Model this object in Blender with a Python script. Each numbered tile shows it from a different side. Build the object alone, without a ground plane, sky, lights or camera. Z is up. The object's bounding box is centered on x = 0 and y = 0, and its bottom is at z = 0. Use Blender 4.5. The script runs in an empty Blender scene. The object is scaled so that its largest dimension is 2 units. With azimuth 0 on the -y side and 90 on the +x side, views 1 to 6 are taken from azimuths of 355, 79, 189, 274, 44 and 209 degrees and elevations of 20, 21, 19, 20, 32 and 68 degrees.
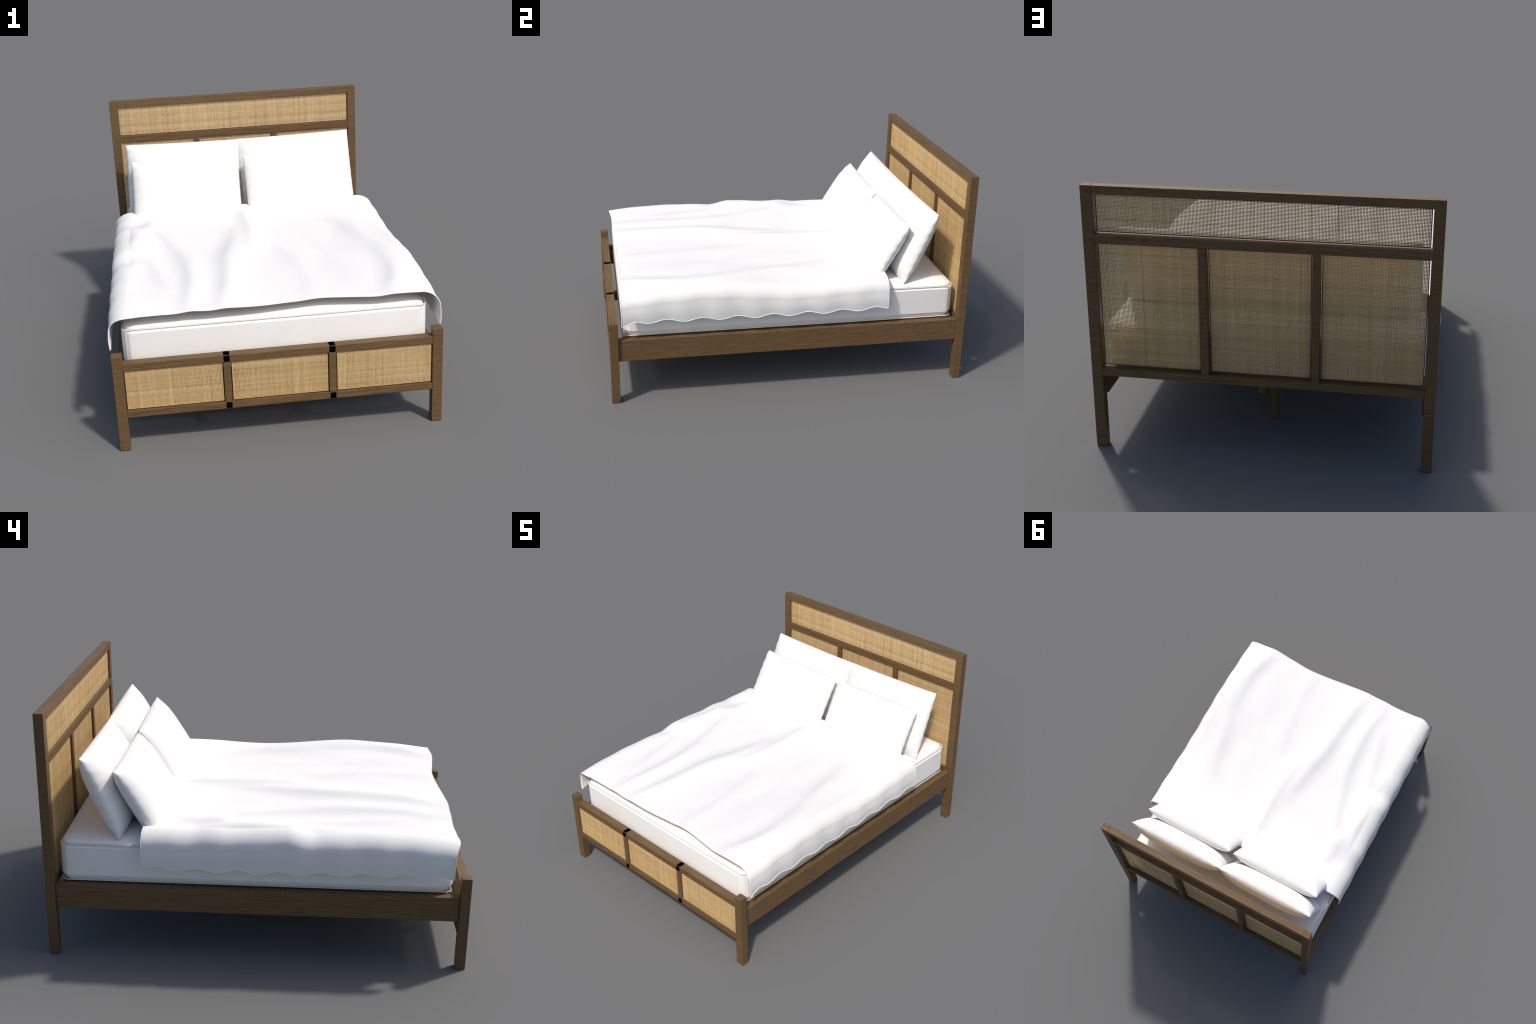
"""A double bed: dark oak frame with woven cane head- and footboard,
mattress with piping, white duvet and four white pillows."""
import bpy, bmesh, math, random
import numpy as np
from mathutils import Vector, Matrix

random.seed(7)
RNG = np.random.default_rng(11)
COL = bpy.context.scene.collection

# ------------------------------------------------------------------ materials


def new_mat(name):
    m = bpy.data.materials.new(name)
    m.use_nodes = True
    nt = m.node_tree
    nt.nodes.clear()
    out = nt.nodes.new("ShaderNodeOutputMaterial")
    bsdf = nt.nodes.new("ShaderNodeBsdfPrincipled")
    nt.links.new(bsdf.outputs[0], out.inputs[0])
    return m, nt, bsdf


def math_node(nt, op, a, b=None, c=None):
    n = nt.nodes.new("ShaderNodeMath")
    n.operation = op
    for i, v in enumerate((a, b, c)):
        if v is None:
            continue
        if isinstance(v, (int, float)):
            n.inputs[i].default_value = v
        else:
            nt.links.new(v, n.inputs[i])
    return n.outputs[0]


def ramp(nt, fac, stops):
    n = nt.nodes.new("ShaderNodeValToRGB")
    e = n.color_ramp.elements
    while len(e) < len(stops):
        e.new(0.5)
    for el, (p, c) in zip(e, stops):
        el.position = p
        el.color = (*c, 1)
    nt.links.new(fac, n.inputs[0])
    return n.outputs[0]


def mix_col(nt, fac, a, b, mode="MIX"):
    n = nt.nodes.new("ShaderNodeMix")
    n.data_type = "RGBA"
    n.blend_type = mode
    for sock, v in ((n.inputs[0], fac), (n.inputs[6], a), (n.inputs[7], b)):
        if isinstance(v, (int, float)):
            sock.default_value = v
        elif isinstance(v, tuple):
            sock.default_value = (*v, 1)
        else:
            nt.links.new(v, sock)
    return n.outputs[2]


def noise(nt, vec, scale=1.0, detail=2.0, rough=0.5):
    n = nt.nodes.new("ShaderNodeTexNoise")
    n.inputs["Scale"].default_value = scale
    n.inputs["Detail"].default_value = detail
    n.inputs["Roughness"].default_value = rough
    nt.links.new(vec, n.inputs["Vector"])
    return n.outputs["Fac"]


def combine(nt, x, y, z):
    n = nt.nodes.new("ShaderNodeCombineXYZ")
    for i, v in enumerate((x, y, z)):
        if isinstance(v, (int, float)):
            n.inputs[i].default_value = v
        else:
            nt.links.new(v, n.inputs[i])
    return n.outputs[0]


def bump(nt, bsdf, height, strength, dist):
    b = nt.nodes.new("ShaderNodeBump")
    b.inputs["Strength"].default_value = strength
    b.inputs["Distance"].default_value = dist
    nt.links.new(height, b.inputs["Height"])
    nt.links.new(b.outputs[0], bsdf.inputs["Normal"])


def wood_material():
    """Brown stained oak veneer; the grain lies level on every face, as on the
    real bed: along x on fronts and tops, along y on the side faces."""
    m, nt, bsdf = new_mat("brown_oak")
    tc = nt.nodes.new("ShaderNodeTexCoord")
    sep = nt.nodes.new("ShaderNodeSeparateXYZ")
    nt.links.new(tc.outputs["Object"], sep.inputs[0])
    geo = nt.nodes.new("ShaderNodeNewGeometry")
    sn = nt.nodes.new("ShaderNodeSeparateXYZ")
    nt.links.new(geo.outputs["True Normal"], sn.inputs[0])
    side = math_node(nt, "GREATER_THAN", math_node(nt, "ABSOLUTE", sn.outputs[0]), 0.72)
    front = math_node(nt, "SUBTRACT", 1.0, side)
    info = nt.nodes.new("ShaderNodeObjectInfo")
    seed = math_node(nt, "MULTIPLY", info.outputs["Random"], 53.0)
    x, y, z = sep.outputs
    along = math_node(nt, "ADD", math_node(nt, "MULTIPLY", x, front), math_node(nt, "MULTIPLY", y, side))
    across = math_node(nt, "MULTIPLY", y, front)

    def stretched(lo, hi):
        a = math_node(nt, "ADD", math_node(nt, "MULTIPLY", along, lo), seed)
        b = math_node(nt, "MULTIPLY", across, hi)
        c = math_node(nt, "ADD", math_node(nt, "MULTIPLY", z, hi), seed)
        return combine(nt, a, b, c)

    fine = noise(nt, stretched(7.0, 430.0), 1.0, 3.0, 0.6)
    band = noise(nt, stretched(4.0, 135.0), 1.0, 2.0, 0.55)
    pore = noise(nt, stretched(16.0, 760.0), 1.0, 1.0, 0.5)
    s = math_node(nt, "ADD", math_node(nt, "MULTIPLY", fine, 0.70), math_node(nt, "MULTIPLY", band, 0.30))
    col = ramp(nt, s, [(0.34, (0.066, 0.042, 0.019)), (0.46, (0.134, 0.080, 0.033)),
                       (0.56, (0.160, 0.093, 0.038)), (0.67, (0.242, 0.129, 0.052))])
    dark = ramp(nt, pore, [(0.30, (0.62, 0.62, 0.64)), (0.42, (1, 1, 1))])
    col = mix_col(nt, 1.0, col, dark, "MULTIPLY")
    nt.links.new(col, bsdf.inputs["Base Color"])
    bsdf.inputs["Roughness"].default_value = 0.55
    bsdf.inputs["Specular IOR Level"].default_value = 0.35
    bump(nt, bsdf, fine, 0.15, 0.001)
    return m


def cane_material(name, strand_axis, pitch):
    """Cane strand: every strand has its own tone, with paler and browner
    stretches along its length."""
    m, nt, bsdf = new_mat(name)
    tc = nt.nodes.new("ShaderNodeTexCoord")
    sep = nt.nodes.new("ShaderNodeSeparateXYZ")
    nt.links.new(tc.outputs["Object"], sep.inputs[0])
    x, z = sep.outputs[0], sep.outputs[2]
    index, length = (x, z) if strand_axis == "z" else (z, x)
    info = nt.nodes.new("ShaderNodeObjectInfo")
    seed = math_node(nt, "MULTIPLY", info.outputs["Random"], 91.0)
    idx = math_node(nt, "FLOOR", math_node(nt, "DIVIDE", index, pitch))
    wn = nt.nodes.new("ShaderNodeTexWhiteNoise")
    wn.noise_dimensions = "2D"
    nt.links.new(combine(nt, idx, seed, 0.0), wn.inputs["Vector"])
    tone = wn.outputs["Value"]
    run = noise(nt, combine(nt, math_node(nt, "MULTIPLY", idx, 3.7), math_node(nt, "MULTIPLY", length, 7.0), seed), 1.0, 2.0)
    spot = noise(nt, combine(nt, math_node(nt, "MULTIPLY", idx, 9.1), math_node(nt, "MULTIPLY", length, 70.0), seed), 1.0, 1.0)
    group = noise(nt, combine(nt, math_node(nt, "MULTIPLY", index, 28.0), math_node(nt, "MULTIPLY", length, 1.5), seed), 1.0, 1.0)
    s = math_node(nt, "ADD", math_node(nt, "MULTIPLY", tone, 0.36), math_node(nt, "MULTIPLY", run, 0.24))
    s = math_node(nt, "ADD", s, math_node(nt, "MULTIPLY", spot, 0.26))
    s = math_node(nt, "ADD", s, math_node(nt, "MULTIPLY", group, 0.14))
    col = ramp(nt, s, [(0.27, (0.36, 0.235, 0.110)), (0.39, (0.555, 0.378, 0.168)),
                       (0.59, (0.64, 0.44, 0.205)), (0.72, (0.755, 0.560, 0.315))])
    nt.links.new(col, bsdf.inputs["Base Color"])
    bsdf.inputs["Roughness"].default_value = 0.6
    bsdf.inputs["Specular IOR Level"].default_value = 0.3
    return m


def cloth_material(name, colour, weave=900.0, strength=0.12):
    m, nt, bsdf = new_mat(name)
    tc = nt.nodes.new("ShaderNodeTexCoord")
    n = noise(nt, tc.outputs["Object"], weave, 1.0)
    soft = noise(nt, tc.outputs["Object"], 7.0, 2.0)
    low = tuple(c * 0.975 for c in colour)
    nt.links.new(ramp(nt, soft, [(0.3, low), (0.7, colour)]), bsdf.inputs["Base Color"])
    bsdf.inputs["Roughness"].default_value = 0.85
    bsdf.inputs["Specular IOR Level"].default_value = 0.25
    bump(nt, bsdf, n, strength, 0.0006)
    return m


def plain_material(name, colour, rough=0.6, spec=0.3):
    m, nt, bsdf = new_mat(name)
    tc = nt.nodes.new("ShaderNodeTexCoord")
    n = noise(nt, tc.outputs["Object"], 40.0, 2.0)
    nt.links.new(ramp(nt, n, [(0.3, tuple(c * 0.9 for c in colour)), (0.7, colour)]), bsdf.inputs["Base Color"])
    bsdf.inputs["Roughness"].default_value = rough
    bsdf.inputs["Specular IOR Level"].default_value = spec
    return m


PITCH = 0.0058
WOOD = wood_material()
WARP = cane_material("cane_warp", "z", PITCH)
WEFT = cane_material("cane_weft", "x", PITCH)
LINEN = cloth_material("white_linen", (0.852, 0.844, 0.820))
TICKING = cloth_material("mattress_ticking", (0.945, 0.925, 0.89), 700.0, 0.08)
CORD = plain_material("piping_cord", (0.77, 0.735, 0.66))
SLATPAINT = plain_material("pale_slat_wood", (0.72, 0.69, 0.64))
BLACK = plain_material("black_overlap_shading", (0.002, 0.002, 0.002), 1.0, 0.0)

# ------------------------------------------------------------------ helpers


def link(ob, parent=None):
    COL.objects.link(ob)
    if parent is not None:
        ob.parent = parent
        ob.matrix_parent_inverse = Matrix.Translation(parent_origin(parent)).inverted()
    return ob


def parent_origin(ob):
    v = Vector(ob.location)
    while ob.parent is not None:
        ob = ob.parent
    return v


def mesh_from(name, verts, faces, mats, smooth=False, fmat=None):
    me = bpy.data.meshes.new(name)
    verts = np.asarray(verts, np.float32)
    me.vertices.add(len(verts))
    me.vertices.foreach_set("co", verts.ravel())
    faces = np.asarray(faces, np.int32)
    k = faces.shape[1]
    me.loops.add(faces.size)
    me.loops.foreach_set("vertex_index", faces.ravel())
    me.polygons.add(len(faces))
    me.polygons.foreach_set("loop_start", np.arange(0, faces.size, k, dtype=np.int32))
    me.polygons.foreach_set("loop_total", np.full(len(faces), k, np.int32))
    for m in mats:
        me.materials.append(m)
    if fmat is not None:
        me.polygons.foreach_set("material_index", np.asarray(fmat, np.int32))
    me.polygons.foreach_set("use_smooth", np.full(len(faces), smooth, bool))
    me.update(calc_edges=True)
    me.validate()
    return me


def box_mesh(name, size, bevel, mat, segs=2):
    bm = bmesh.new()
    bmesh.ops.create_cube(bm, size=1.0)
    bmesh.ops.scale(bm, vec=Vector(size), verts=bm.verts)
    if bevel:
        bmesh.ops.bevel(bm, geom=list(bm.edges), offset=bevel, segments=segs, profile=0.5, affect="EDGES")
    me = bpy.data.meshes.new(name)
    bm.to_mesh(me)
    bm.free()
    me.materials.append(mat)
    return me


def box(name, x, y, z, mat, parent, bevel=0.0012, data=None):
    """Box between the limits x=(x0,x1), y=(y0,y1), z=(z0,z1)."""
    size = (x[1] - x[0], y[1] - y[0], z[1] - z[0])
    me = data or box_mesh(name, size, bevel, mat)
    ob = bpy.data.objects.new(name, me)
    ob.location = ((x[0] + x[1]) / 2, (y[0] + y[1]) / 2, (z[0] + z[1]) / 2)
    return link(ob, parent)


# ------------------------------------------------------------------ bed frame
frame = bpy.data.objects.new("bed_frame", None)
COL.objects.link(frame)
frame["label"] = "dark brown oak double bed frame with woven cane panels"
frame["category"] = "bed frame"

X_OUT, X_IN = 0.7478, 0.7005
FOOT_Y = (-1.0, -0.9535)
HEAD_Y = (0.9535, 1.0)
FOOT_H, HEAD_H = 0.4725, 1.2155

foot_post = head_post = None
for s in (1, -1):
    xs = (X_IN, X_OUT) if s > 0 else (-X_OUT, -X_IN)
    o = box("post", xs, FOOT_Y, (0, FOOT_H), WOOD, frame, 0.0022, foot_post)
    foot_post = o.data
    o = box("post", xs, HEAD_Y, (0, HEAD_H), WOOD, frame, 0.0022, head_post)
    head_post = o.data

XR = X_IN - 0.0003
RAIL_F = (-0.9985, -0.9545)
RAIL_H = (0.9548, 0.9988)
box("footboard_rail", (-XR, XR), RAIL_F, (0.4000, 0.4340), WOOD, frame)
box("footboard_rail", (-XR, XR), RAIL_F, (0.1670, 0.2000), WOOD, frame)
box("headboard_rail", (-XR, XR), RAIL_H, (1.1765, 1.2147), WOOD, frame)
box("headboard_rail", (-XR, XR), RAIL_H, (0.9635, 1.0020), WOOD, frame)
box("headboard_rail", (-XR, XR), RAIL_H, (0.3510, 0.3860), WOOD, frame)

MULL = ((-0.2555, -0.2225), (0.2225, 0.2555))
fm = hm = None
for mx in MULL:
    o = box("footboard_mullion", (mx[0] + 0.0005, mx[1] - 0.0005), (-0.9980, -0.9550), (0.2003, 0.3997), WOOD, frame, 0.0010, fm)
    fm = o.data
    o = box("headboard_mullion", mx, (0.9553, 0.9983), (0.3863, 0.9632), WOOD, frame, 0.0010, hm)
    hm = o.data

# plates modelling the black render shading where mullion and rail faces overlap
jf = jt = None
for mx in MULL:
    c = (mx[0] + mx[1]) / 2
    bx = (c - 0.0138, c + 0.0138)
    for z in ((0.4022, 0.4318), (0.1690, 0.1980)):
        for y in ((-0.9990, -0.9970), (-0.9560, -0.9540)):
            box("overlap_shading_plate", bx, y, z, BLACK, frame, 0)
    box("overlap_shading_plate", bx, (-0.9965, -0.9565), (0.4325, 0.4345), BLACK, frame, 0)
    box("overlap_shading_plate", bx, (-0.9965, -0.9565), (0.1665, 0.1685), BLACK, frame, 0)

# side rails with their screw heads


def screw_mesh():
    bm = bmesh.new()
    bmesh.ops.create_uvsphere(bm, u_segments=14, v_segments=8, radius=0.0042)
    bmesh.ops.scale(bm, vec=Vector((0.45, 1, 1)), verts=bm.verts)
    me = bpy.data.meshes.new("screw_head")
    bm.to_mesh(me)
    bm.free()
    me.materials.append(WOOD)
    me.polygons.foreach_set("use_smooth", [True] * len(me.polygons))
    return me


SCREW = screw_mesh()
RAIL_Z = (0.2450, 0.3685)
rail_data = None
for s in (1, -1):
    xs = (0.694, 0.7345) if s > 0 else (-0.7345, -0.694)
    rail = box("side_rail", xs, (-0.9530, 0.9530), RAIL_Z, WOOD, frame, 0.0022, rail_data)
    rail_data = rail.data
    for yy in (-0.906, 0.910):
        for zz in (0.3255, 0.2830):
            sc = bpy.data.objects.new("screw_head", SCREW)
            sc.location = (s * 0.7347, yy, zz)
            link(sc, rail)

# slats, centre beam and its legs
slat = None
for k in range(16):
    yc = -0.90 + 0.12 * k
    o = box("slat", (-0.6715, 0.6715), (yc - 0.0305, yc + 0.0305), (0.3400, 0.3560), SLATPAINT, frame, 0.0015, slat)
    slat = o.data
box("centre_beam", (-0.0200, 0.0160), (-0.9520, 0.9440), (0.2890, 0.3395), WOOD, frame, 0.002)
leg = None
for yc in (0.610, -0.610):
    o = box("centre_leg", (-0.0180, 0.0160), (yc - 0.018, yc + 0.018), (0.0, 0.2888), WOOD, frame, 0.0030, leg)
    leg = o.data
ledge = None
for s in (1, -1):
    xs = (0.672, 0.6938) if s > 0 else (-0.6938, -0.672)
    o = box("slat_ledge", xs, (-0.9300, 0.9300), (0.3300, 0.3648), WOOD, frame, 0.0015, ledge)
    ledge = o.data


# ------------------------------------------------------------------ woven cane


def strands(centres, widths, stations, parity, amp, thick):
    """Flat cane strands running along the station axis; returns vertices as
    (along, across, depth) and quads.  Each rises over / dips under in turn."""
    S, N = len(centres), len(stations)
    i = np.arange(S)[:, None]
    j = np.arange(N)[None, :]
    depth = amp * np.where((i + j + parity) % 2 == 0, 1.0, -1.0)
    wob = RNG.normal(0, 0.00007, (S, N))
    along = np.broadcast_to(stations[None, :], (S, N))
    v = np.zeros((S, N, 4, 3), np.float32)
    for k, (a, b) in enumerate(((-1, -1), (1, -1), (1, 1), (-1, 1))):
        v[:, :, k, 0] = along
        v[:, :, k, 1] = centres[:, None] + wob + a * widths[:, None] / 2
        v[:, :, k, 2] = depth + b * thick / 2
    base = (np.arange(S)[:, None] * N + np.arange(N - 1)[None, :]) * 4
    quads = []
    for k in range(4):
        l = (k + 1) % 4
        quads.append(np.stack([base + k, base + l, base + 4 + l, base + 4 + k], -1).reshape(-1, 4))
    first = np.arange(S) * N * 4
    last = first + (N - 1) * 4
    quads.append(np.stack([first + 3, first + 2, first + 1, first], -1))
    quads.append(np.stack([last, last + 1, last + 2, last + 3], -1))
    return v.reshape(-1, 3), np.concatenate(quads)


def cane_panel(x, z, y_mid, parent, back):
    """Woven panel between the limits; back=+1 when its rear looks to +y."""
    w, h = x[1] - x[0], z[1] - z[0]
    nx, nz = int(round(w / PITCH)), int(round(h / PITCH))
    px, pz = w / nx, h / nz
    xs = (np.arange(nx) + 0.5) * px - w / 2
    zs = (np.arange(nz) + 0.5) * pz - h / 2

    def widths(n, p):
        f = RNG.normal(0.575, 0.022, n)
        pick = RNG.random(n)
        f = np.where(pick < 0.014, RNG.uniform(0.76, 0.88, n), f)
        return np.clip(f, 0.5, 0.97) * p

    amp, thick = 0.00055, 0.0009
    sx = np.concatenate([[-w / 2], xs, [w / 2]])
    sz = np.concatenate([[-h / 2], zs, [h / 2]])
    a, fa = strands(xs, widths(nx, px), sz, 0, amp, thick)
    b, fb = strands(zs, widths(nz, pz), sx, 1, amp, thick)
    # warp: along = z, across = x ; weft: along = x, across = z
    va = np.stack([a[:, 1], a[:, 2], a[:, 0]], 1)
    vb = np.stack([b[:, 0], b[:, 2], b[:, 1]], 1)
    verts, faces = [va, vb], [fa, fb + len(va)]
    mats = [np.zeros(len(fa), int), np.ones(len(fb), int)]
    # thin edging strip behind the weave
    n = len(va) + len(vb)
    e = 0.0042
    y0, y1 = (0.0012, 0.0030) if back > 0 else (-0.0030, -0.0012)
    strips = (((-w / 2, -w / 2 + e), (-h / 2, h / 2)), ((w / 2 - e, w / 2), (-h / 2, h / 2)),
              ((-w / 2 + e, w / 2 - e), (-h / 2, -h / 2 + e)), ((-w / 2 + e, w / 2 - e), (h / 2 - e, h / 2)))
    for (xa, xb), (za, zb) in strips:
        c = [(p, q, r) for p in (xa, xb) for q in (y0, y1) for r in (za, zb)]
        f = np.array([(0, 1, 3, 2), (4, 6, 7, 5), (0, 4, 5, 1), (2, 3, 7, 6), (0, 2, 6, 4), (1, 5, 7, 3)])
        verts.append(np.array(c))
        faces.append(f + n)
        mats.append(np.full(6, 2))
        n += 8
    me = mesh_from("cane_panel", np.concatenate(verts), np.concatenate(faces), [WARP, WEFT, WOOD], False, np.concatenate(mats))
    ob = bpy.data.objects.new("cane_panel", me)
    ob.location = ((x[0] + x[1]) / 2, y_mid, (z[0] + z[1]) / 2)
    ob["kind"] = "stuff"
    return link(ob, parent)


GAP = 0.0046
XC = X_IN - GAP
HY, FY = 0.9655, -0.9905
cane_panel((-XC, XC), (1.0020 + 0.004, 1.1765 - 0.0030), HY, frame, 1)
bays = ((-XC, MULL[0][0] - GAP), (MULL[0][1] + GAP, MULL[1][0] - GAP), (MULL[1][1] + GAP, XC))
for bx in bays:
    cane_panel(bx, (0.3860 + GAP, 0.9635 - 0.0030), HY, frame, 1)
for bx in bays:
    cane_panel(bx, (0.2000 + 0.005, 0.4000 - 0.003), FY, frame, 1)

# ------------------------------------------------------------------ mattress


def rounded_rect(hx, hy0, hy1, r, seg):
    """Closed outline of a rectangle with rounded corners, counter-clockwise."""
    pts = []
    for cx, cy, a0 in ((hx - r, hy0 + r, -90), (hx - r, hy1 - r, 0), (-hx + r, hy1 - r, 90), (-hx + r, hy0 + r, 180)):
        for k in range(seg + 1):
            a = math.radians(a0 + 90 * k / seg)
            pts.append((cx + r * math.cos(a), cy + r * math.sin(a)))
    return pts


MX, MY0, MY1 = 0.6985, -0.9270, 0.9400
PIPE_TOP, PIPE_BOT = 0.5595, 0.3770


def mattress_mesh():
    """Stacked rounded-rectangle rings: chamfered sides, soft crowned top."""
    seg = 4
    prof = [(0.060, 0.3660), (0.034, 0.3675), (0.0125, 0.3760), (0.0105, 0.3830), (0.0, 0.4040), (0.0, 0.5460), (0.0105, 0.5570),
            (0.0125, 0.5595), (0.0105, 0.5625), (0.013, 0.5675), (0.022, 0.5730), (0.040, 0.5785), (0.068, 0.5835), (0.12, 0.5880), (0.22, 0.5910), (0.36, 0.5920), (0.50, 0.5922)]
    rings = []
    for inset, z in prof:
        r = max(0.060 - inset * 0.5, 0.02)
        rings.append([(px, py, z) for px, py in rounded_rect(MX - inset, MY0 + inset, MY1 - inset, r, seg)])
    bm = bmesh.new()
    vs = [[bm.verts.new(p) for p in ring] for ring in rings]
    n = len(vs[0])
    for a, b in zip(vs, vs[1:]):
        for k in range(n):
            bm.faces.new((a[k], a[(k + 1) % n], b[(k + 1) % n], b[k]))
    bm.faces.new(list(reversed(vs[0])))
    bm.faces.new(vs[-1])
    for f in bm.faces:
        f.smooth = True
    me = bpy.data.meshes.new("mattress")
    bm.to_mesh(me)
    bm.free()
    me.materials.append(TICKING)
    return me


mattress = bpy.data.objects.new("mattress", mattress_mesh())
COL.objects.link(mattress)
mattress["label"] = "off-white mattress with rounded corners and piped edges"
mattress["category"] = "mattress"
# flat side panels, soft edges
bpy.context.view_layer.objects.active = mattress
mattress.data.set_sharp_from_angle(angle=math.radians(17))


def tube(name, path, rad, mat, parent, sides=8):
    P = np.array(path)
    n = len(P)
    T = np.roll(P, -1, 0) - np.roll(P, 1, 0)
    T /= np.linalg.norm(T, axis=1)[:, None]
    # frame carried along the path so that upright stretches do not twist
    N = np.zeros_like(P)
    cur = np.cross(T[0], [0, 0, 1.0])
    for k in range(n):
        cur = cur - T[k] * (cur @ T[k])
        cur /= np.linalg.norm(cur)
        N[k] = cur
    B = np.cross(N, T)
    v = []
    for k in range(sides):
        a = 2 * math.pi * k / sides
        v.append(P + rad * (math.cos(a) * N + math.sin(a) * B))
    v = np.stack(v, 1).reshape(-1, 3)
    i = np.arange(n)
    f = []
    for k in range(sides):
        l = (k + 1) % sides
        j = (i + 1) % n
        f.append(np.stack([i * sides + k, i * sides + l, j * sides + l, j * sides + k], 1))
    ob = bpy.data.objects.new(name, mesh_from(name, v, np.concatenate(f), [mat], True))
    return link(ob, parent)


for z in (PIPE_TOP, PIPE_BOT):
    out = [(px, py, z) for px, py in rounded_rect(MX - 0.0060, MY0 + 0.0080, MY1 - 0.0080, 0.036, 10)]
    tube("piping", out, 0.0031, CORD, mattress)

# ------------------------------------------------------------------ duvet


def smooth(t):
    t = np.clip(t, 0, 1)
    return t * t * (3 - 2 * t)


def curve(pts, q):
    """Smooth curve through control points (sorted by first value)."""
    p = np.array(sorted(pts), float)
    x, y = p[:, 0], p[:, 1]
    d = np.gradient(y, x)
    k = np.clip(np.searchsorted(x, q) - 1, 0, len(x) - 2)
    hseg = x[k + 1] - x[k]
    t = np.clip((q - x[k]) / hseg, 0, 1)
    h00, h10 = 2 * t**3 - 3 * t**2 + 1, t**3 - 2 * t**2 + t
    h01, h11 = -2 * t**3 + 3 * t**2, t**3 - t**2
    return h00 * y[k] + h10 * hseg * d[k] + h01 * y[k + 1] + h11 * hseg * d[k + 1]


# long soft creases: path of the steep flank as (y, x) points, height, width of
# the flank and reach of the gentle far side
CREASES = [
    ([(-0.94, 0.50), (-0.80, 0.545), (-0.63, 0.58), (-0.39, 0.56), (-0.15, 0.505), (0.02, 0.47), (0.18, 0.43)], 0.024, 0.036, 0.15),
    ([(-0.92, 0.155), (-0.75, 0.160), (-0.59, 0.155), (-0.35, 0.12), (-0.13, 0.07), (0.10, 0.03)], 0.008, 0.030, 0.10),
    ([(-0.94, -0.26), (-0.78, -0.24), (-0.57, -0.21), (-0.35, -0.19), (-0.13, -0.145), (0.10, -0.115)], 0.024, 0.036, 0.13),
    ([(-0.24, -0.065), (-0.10, -0.045), (0.04, -0.035), (0.26, -0.035), (0.44, -0.04)], 0.015, 0.026, 0.10),
    ([(-0.90, -0.41), (-0.70, -0.39), (-0.53, -0.385), (-0.32, -0.40), (-0.14, -0.445), (0.06, -0.505), (0.20, -0.55)], 0.022, 0.032, 0.12),
    ([(-0.66, -0.735), (-0.50, -0.715), (-0.33, -0.665), (-0.15, -0.62)], 0.012, 0.030, 0.10),
    ([(-0.24, -0.70), (-0.10, -0.68), (0.06, -0.66), (0.25, -0.68)], 0.036, 0.036, 0.12),
    ([(0.12, -0.60), (0.24, -0.58), (0.36, -0.565)], 0.010, 0.024, 0.08),
    ([(-0.74, -0.47), (-0.50, -0.53), (-0.22, -0.585)], 0.012, 0.028, 0.08),
    ([(-0.60, 0.66), (-0.35, 0.60), (-0.12, 0.535), (0.10, 0.49)], 0.007, 0.022, 0.07),
    ([(-0.55, 0.34), (-0.30, 0.31), (0.00, 0.25)], 0.004, 0.024, 0.09),
]
EDGE_L = [(-0.95, 0.629), (-0.79, 0.649), (-0.70, 0.655), (-0.55, 0.651), (-0.43, 0.643), (-0.30, 0.643), (-0.15, 0.648),
          (0.0, 0.653), (0.17, 0.647), (0.36, 0.647), (0.55, 0.645)]
EDGE_R = [(-0.95, 0.626), (-0.83, 0.635), (-0.63, 0.648), (-0.44, 0.651), (-0.26, 0.646), (-0.15, 0.643), (0.03, 0.637),
          (0.19, 0.639), (0.30, 0.644), (0.50, 0.647)]
MIDDLE = [(-0.95, 0.628), (-0.85, 0.636), (-0.70, 0.643), (-0.50, 0.648), (-0.20, 0.648), (0.10, 0.645), (0.30, 0.642), (0.55, 0.645)]
FOOT_LINE = [(-0.76, -0.911), (-0.73, -0.925), (-0.69, -0.938), (-0.60, -0.934), (-0.51, -0.930), (-0.38, -0.932), (-0.24, -0.935),
             (-0.08, -0.927), (0.08, -0.912), (0.23, -0.903), (0.38, -0.918), (0.53, -0.932), (0.64, -0.926), (0.70, -0.925), (0.76, -0.933)]

# broad soft swells and hollows of the filling: x, y, height, radius in x and y
SWELLS = [(-0.52, -0.64, -0.008, 0.14, 0.20), (0.06, -0.24, -0.007, 0.12, 0.22), (0.30, -0.40, -0.009, 0.13, 0.22),
          (0.62, -0.04, -0.007, 0.10, 0.20), (0.68, -0.62, -0.006, 0.08, 0.18), (-0.66, 0.06, -0.008, 0.08, 0.18),
          (-0.19, -0.42, 0.007, 0.07, 0.22), (0.50, -0.24, 0.007, 0.08, 0.24), (-0.035, 0.27, 0.008, 0.06, 0.20),
          (-0.66, -0.39, 0.005, 0.07, 0.14)]


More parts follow.
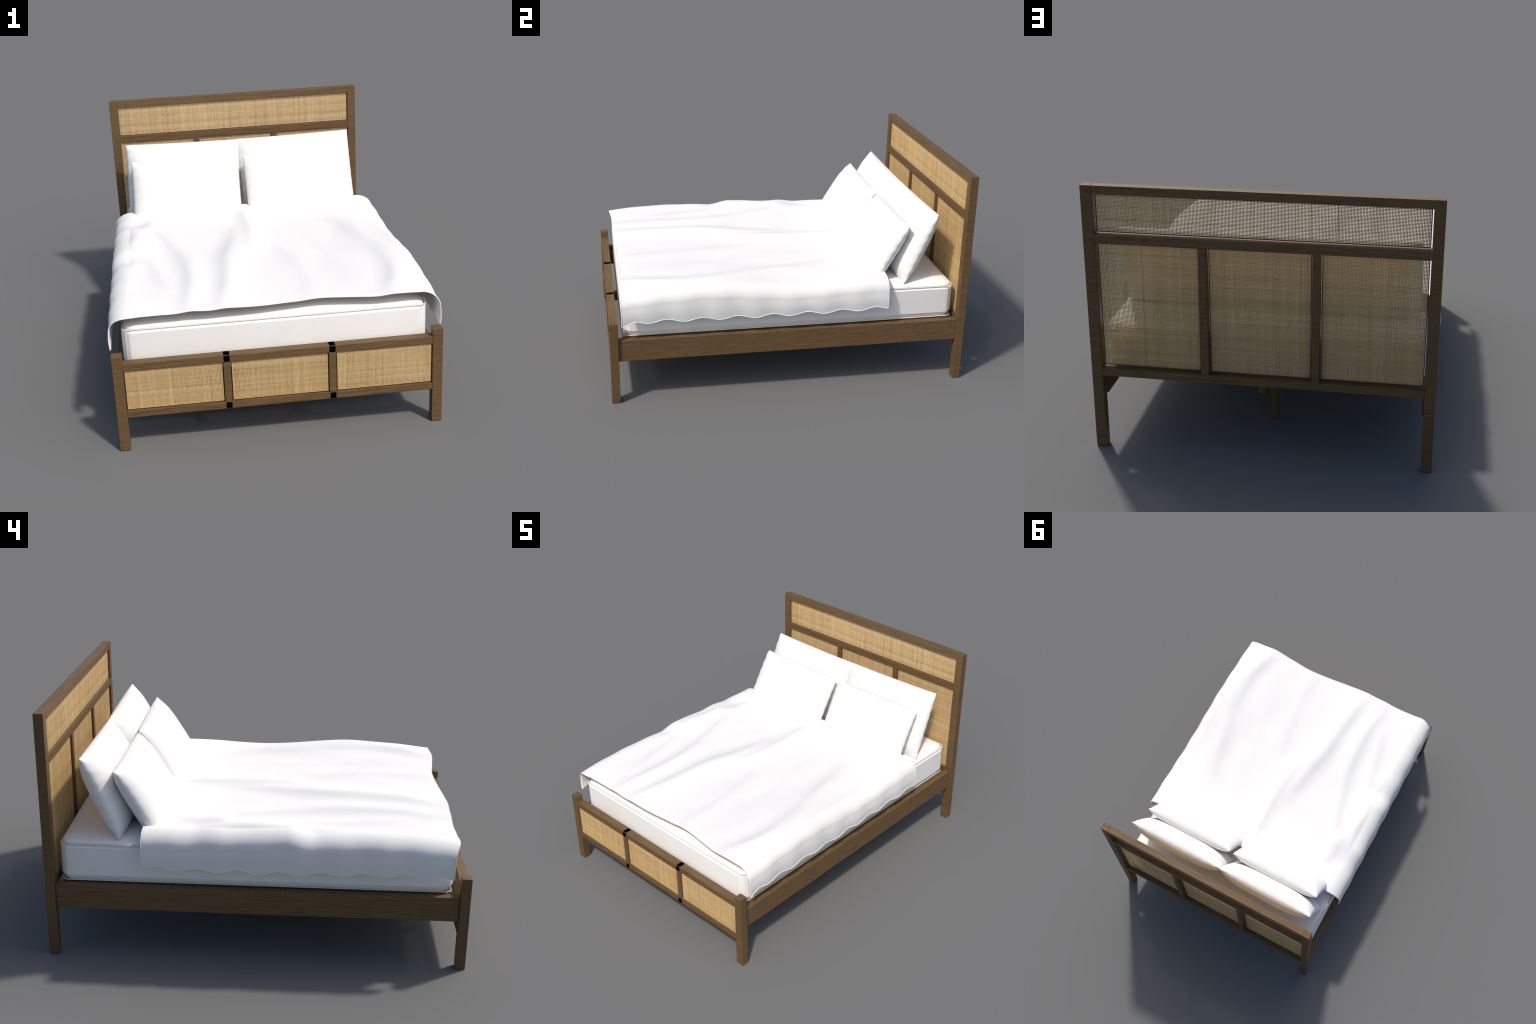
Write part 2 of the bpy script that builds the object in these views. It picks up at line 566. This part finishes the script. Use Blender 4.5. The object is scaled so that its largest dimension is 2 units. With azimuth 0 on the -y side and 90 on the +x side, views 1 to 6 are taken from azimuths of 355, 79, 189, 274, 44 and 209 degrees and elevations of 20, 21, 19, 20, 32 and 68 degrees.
def duvet_top(x, y):
    wl = smooth((-x - 0.30) / 0.36)
    wr = smooth((x - 0.34) / 0.34)
    z = curve(MIDDLE, y) * (1 - wl - wr) + curve(EDGE_L, y) * wl + curve(EDGE_R, y) * wr
    for path, height, width, reach in CREASES:
        ys = [p[0] for p in path]
        xc = curve(path, np.clip(y, ys[0], ys[-1]))
        d = x - xc
        span = ys[-1] - ys[0]
        t = (y - ys[0]) / span
        env = smooth((t + 0.10) / 0.30) * smooth((1.14 - t) / 0.34)
        if ys[0] < -0.88:
            env = np.maximum(env, 0.42 * smooth((0.5 - t) / 0.3))
        rise = 0.5 * (1 + np.tanh(d / width))
        fall = np.exp(-(np.maximum(d, 0) / reach) ** 2)
        dip = 0.15 * np.exp(-((d + 2.0 * width) / (1.6 * width)) ** 2)
        z = z + height * env * (rise * fall - dip - 0.04)
    for sx, sy, h, rx, ry in SWELLS:
        z = z + h * np.exp(-((x - sx) / rx) ** 2 - ((y - sy) / ry) ** 2)
    return z


HEM_PERIOD = 0.193


def build_duvet():
    x_flat, x_side = 0.662, 0.7525
    n_top, n_round, n_drop, n_len = 190, 16, 18, 200
    # cross-section parameter: side -1..1 pieces
    sec = []
    for k in range(n_drop):
        sec.append(("d", -1, 1 - k / n_drop))
    for k in range(n_round):
        sec.append(("r", -1, 1 - k / n_round))
    for k in range(n_top + 1):
        sec.append(("t", 0, -1 + 2 * k / n_top))
    for k in range(1, n_round + 1):
        sec.append(("r", 1, k / n_round))
    for k in range(1, n_drop + 1):
        sec.append(("d", 1, k / n_drop))
    v = np.linspace(0, 1, n_len + 1)
    rows = []
    for kind, side, t in sec:
        if kind == "t":
            x0 = np.full_like(v, t * x_flat)
        elif kind == "r":
            x0 = np.full_like(v, side * (x_flat + (x_side - x_flat) * math.sin(t * math.pi / 2)))
        else:
            x0 = np.full_like(v, side * x_side)
        foot = curve(FOOT_LINE, x0)
        y = 0.536 + (foot - 0.536) * v
        ph = 2 * math.pi * (y + (0.598 if side > 0 else 0.592)) / HEM_PERIOD
        if kind == "t":
            z = duvet_top(x0, y)
        else:
            ztop = duvet_top(np.full_like(y, side * x_flat), y)
            drop_r = 0.076
            hem = 0.4810 - 0.008 * np.cos(ph) - 0.006 * np.exp(-(y / 0.45) ** 2)
            corner = smooth((-0.84 - y) / 0.10)
            hem = hem * (1 - corner) + (0.466 if side < 0 else 0.458) * corner
            if kind == "r":
                z = ztop - drop_r * (1 - math.cos(t * math.pi / 2))
                amt = t
                swell = 0.0022 * amt
            else:
                z = (ztop - drop_r) * (1 - t) + hem * t
                amt = 1.0
                swell = 0.0022 - 0.0006 * t
            x0 = x0 + side * (swell * np.cos(ph) * smooth((0.60 - np.abs(y + 0.2)) / 0.2 + 1) + 0.0035 * math.sin(t * math.pi) * (kind == "d"))
        rows.append(np.stack([x0, y, z], 1))
    P = np.stack(rows, 0)
    A, B = P.shape[:2]
    i = np.arange(A - 1)[:, None] * B + np.arange(B - 1)[None, :]
    f = np.stack([i, i + 1, i + B + 1, i + B], -1).reshape(-1, 4)
    me = mesh_from("duvet", P.reshape(-1, 3), f, [LINEN], True)
    ob = bpy.data.objects.new("duvet", me)
    COL.objects.link(ob)
    bm = bmesh.new()
    bm.from_mesh(me)
    up = sum(f.normal.z for f in bm.faces)
    if up < 0:
        bmesh.ops.reverse_faces(bm, faces=bm.faces)
    bm.to_mesh(me)
    bm.free()
    # rolled hem along the two sides, the head end and the foot end
    edge = np.concatenate([P[:, 0], P[-1, 1:], P[-2::-1, -1], P[0, -2:0:-1]])
    tube("hem", edge - np.array([0, 0, 0.0015]), 0.0026, LINEN, ob)
    sol = ob.modifiers.new("cloth_thickness", "SOLIDIFY")
    sol.thickness = 0.005
    sol.offset = -1
    ob["label"] = "plain white duvet spread over mattress with soft creases"
    ob["category"] = "duvet"
    return ob


build_duvet()

# ------------------------------------------------------------------ pillows


def pillow_mesh(name, width, height, thick, seed):
    rng = np.random.default_rng(seed)
    nu, nv = 72, 48
    u = np.sin(np.linspace(-1, 1, nu + 1) * math.pi / 2)
    u = 0.55 * u + 0.45 * np.linspace(-1, 1, nu + 1)
    vv = np.sin(np.linspace(-1, 1, nv + 1) * math.pi / 2)
    vv = 0.55 * vv + 0.45 * np.linspace(-1, 1, nv + 1)
    U, V = np.meshgrid(u, vv, indexing="ij")
    pa, pb = rng.uniform(0, 6.28, 2)
    ripple = 0.0032 * np.sin(V * 22 + pa) * np.abs(U) ** 10 + 0.0016 * np.sin(U * 30 + pb) * np.abs(V) ** 12
    X = width / 2 * U * (1 - 0.006 * (1 - V**2))
    Y = height / 2 * V * (1 - 0.012 * (1 - U**2))
    prof = ((1 - np.abs(U) ** 3.4) * (1 - np.abs(V) ** 3.0))
    T = thick / 2 * np.maximum(prof, 0) ** 0.53
    T = T + 0.0015 * np.sin(3 * U + pa) * np.cos(4 * V + pb) * prof
    T = np.maximum(T, 0.0006)
    off = ripple * 0.8
    top = np.stack([X, Y, T + off], -1)
    bot = np.stack([X, Y, -T + off], -1)
    A, B = U.shape
    verts = np.concatenate([top.reshape(-1, 3), bot.reshape(-1, 3)])
    i = np.arange(A - 1)[:, None] * B + np.arange(B - 1)[None, :]
    ft = np.stack([i, i + B, i + B + 1, i + 1], -1).reshape(-1, 4)
    fb = ft[:, ::-1] + A * B
    rim = np.concatenate([np.arange(A) * B, (A - 1) * B + np.arange(1, B), (np.arange(A - 2, -1, -1)) * B + B - 1, np.arange(B - 2, 0, -1)])
    nxt = np.roll(rim, -1)
    fr = np.stack([nxt, rim, rim + A * B, nxt + A * B], -1)
    return mesh_from(name, verts, np.concatenate([ft, fb, fr]), [LINEN], True)


def place_pillow(data, cx, top, bottom, roll):
    """Lean a pillow so that its top and bottom edges lie at the (y, z) given."""
    ob = bpy.data.objects.new("pillow", data)
    COL.objects.link(ob)
    d = Vector((0, top[0] - bottom[0], top[1] - bottom[1])).normalized()
    n = Vector((1, 0, 0)).cross(d)
    M = Matrix(((1, d.x, n.x), (0, d.y, n.y), (0, d.z, n.z))).to_4x4()
    M.translation = Vector((cx, (top[0] + bottom[0]) / 2, (top[1] + bottom[1]) / 2))
    ob.matrix_world = M @ Matrix.Rotation(math.radians(roll), 4, "Z")
    ob["label"] = "plump white rectangular pillow leaning against the headboard"
    ob["category"] = "pillow"
    return ob


rear_a = pillow_mesh("pillow", 0.672, 0.434, 0.160, 3)
rear_b = pillow_mesh("pillow", 0.672, 0.434, 0.160, 5)
front_a = pillow_mesh("pillow", 0.624, 0.420, 0.150, 8)
front_b = pillow_mesh("pillow", 0.624, 0.420, 0.150, 9)
place_pillow(rear_a, -0.3335, (0.8185, 0.9725), (0.645, 0.577), -0.9)
place_pillow(rear_b, 0.3345, (0.8185, 0.9735), (0.645, 0.578), 0.8)
place_pillow(front_a, -0.3290, (0.669, 0.9055), (0.454, 0.545), -0.8)
place_pillow(front_b, 0.3290, (0.669, 0.9065), (0.454, 0.546), 0.7)
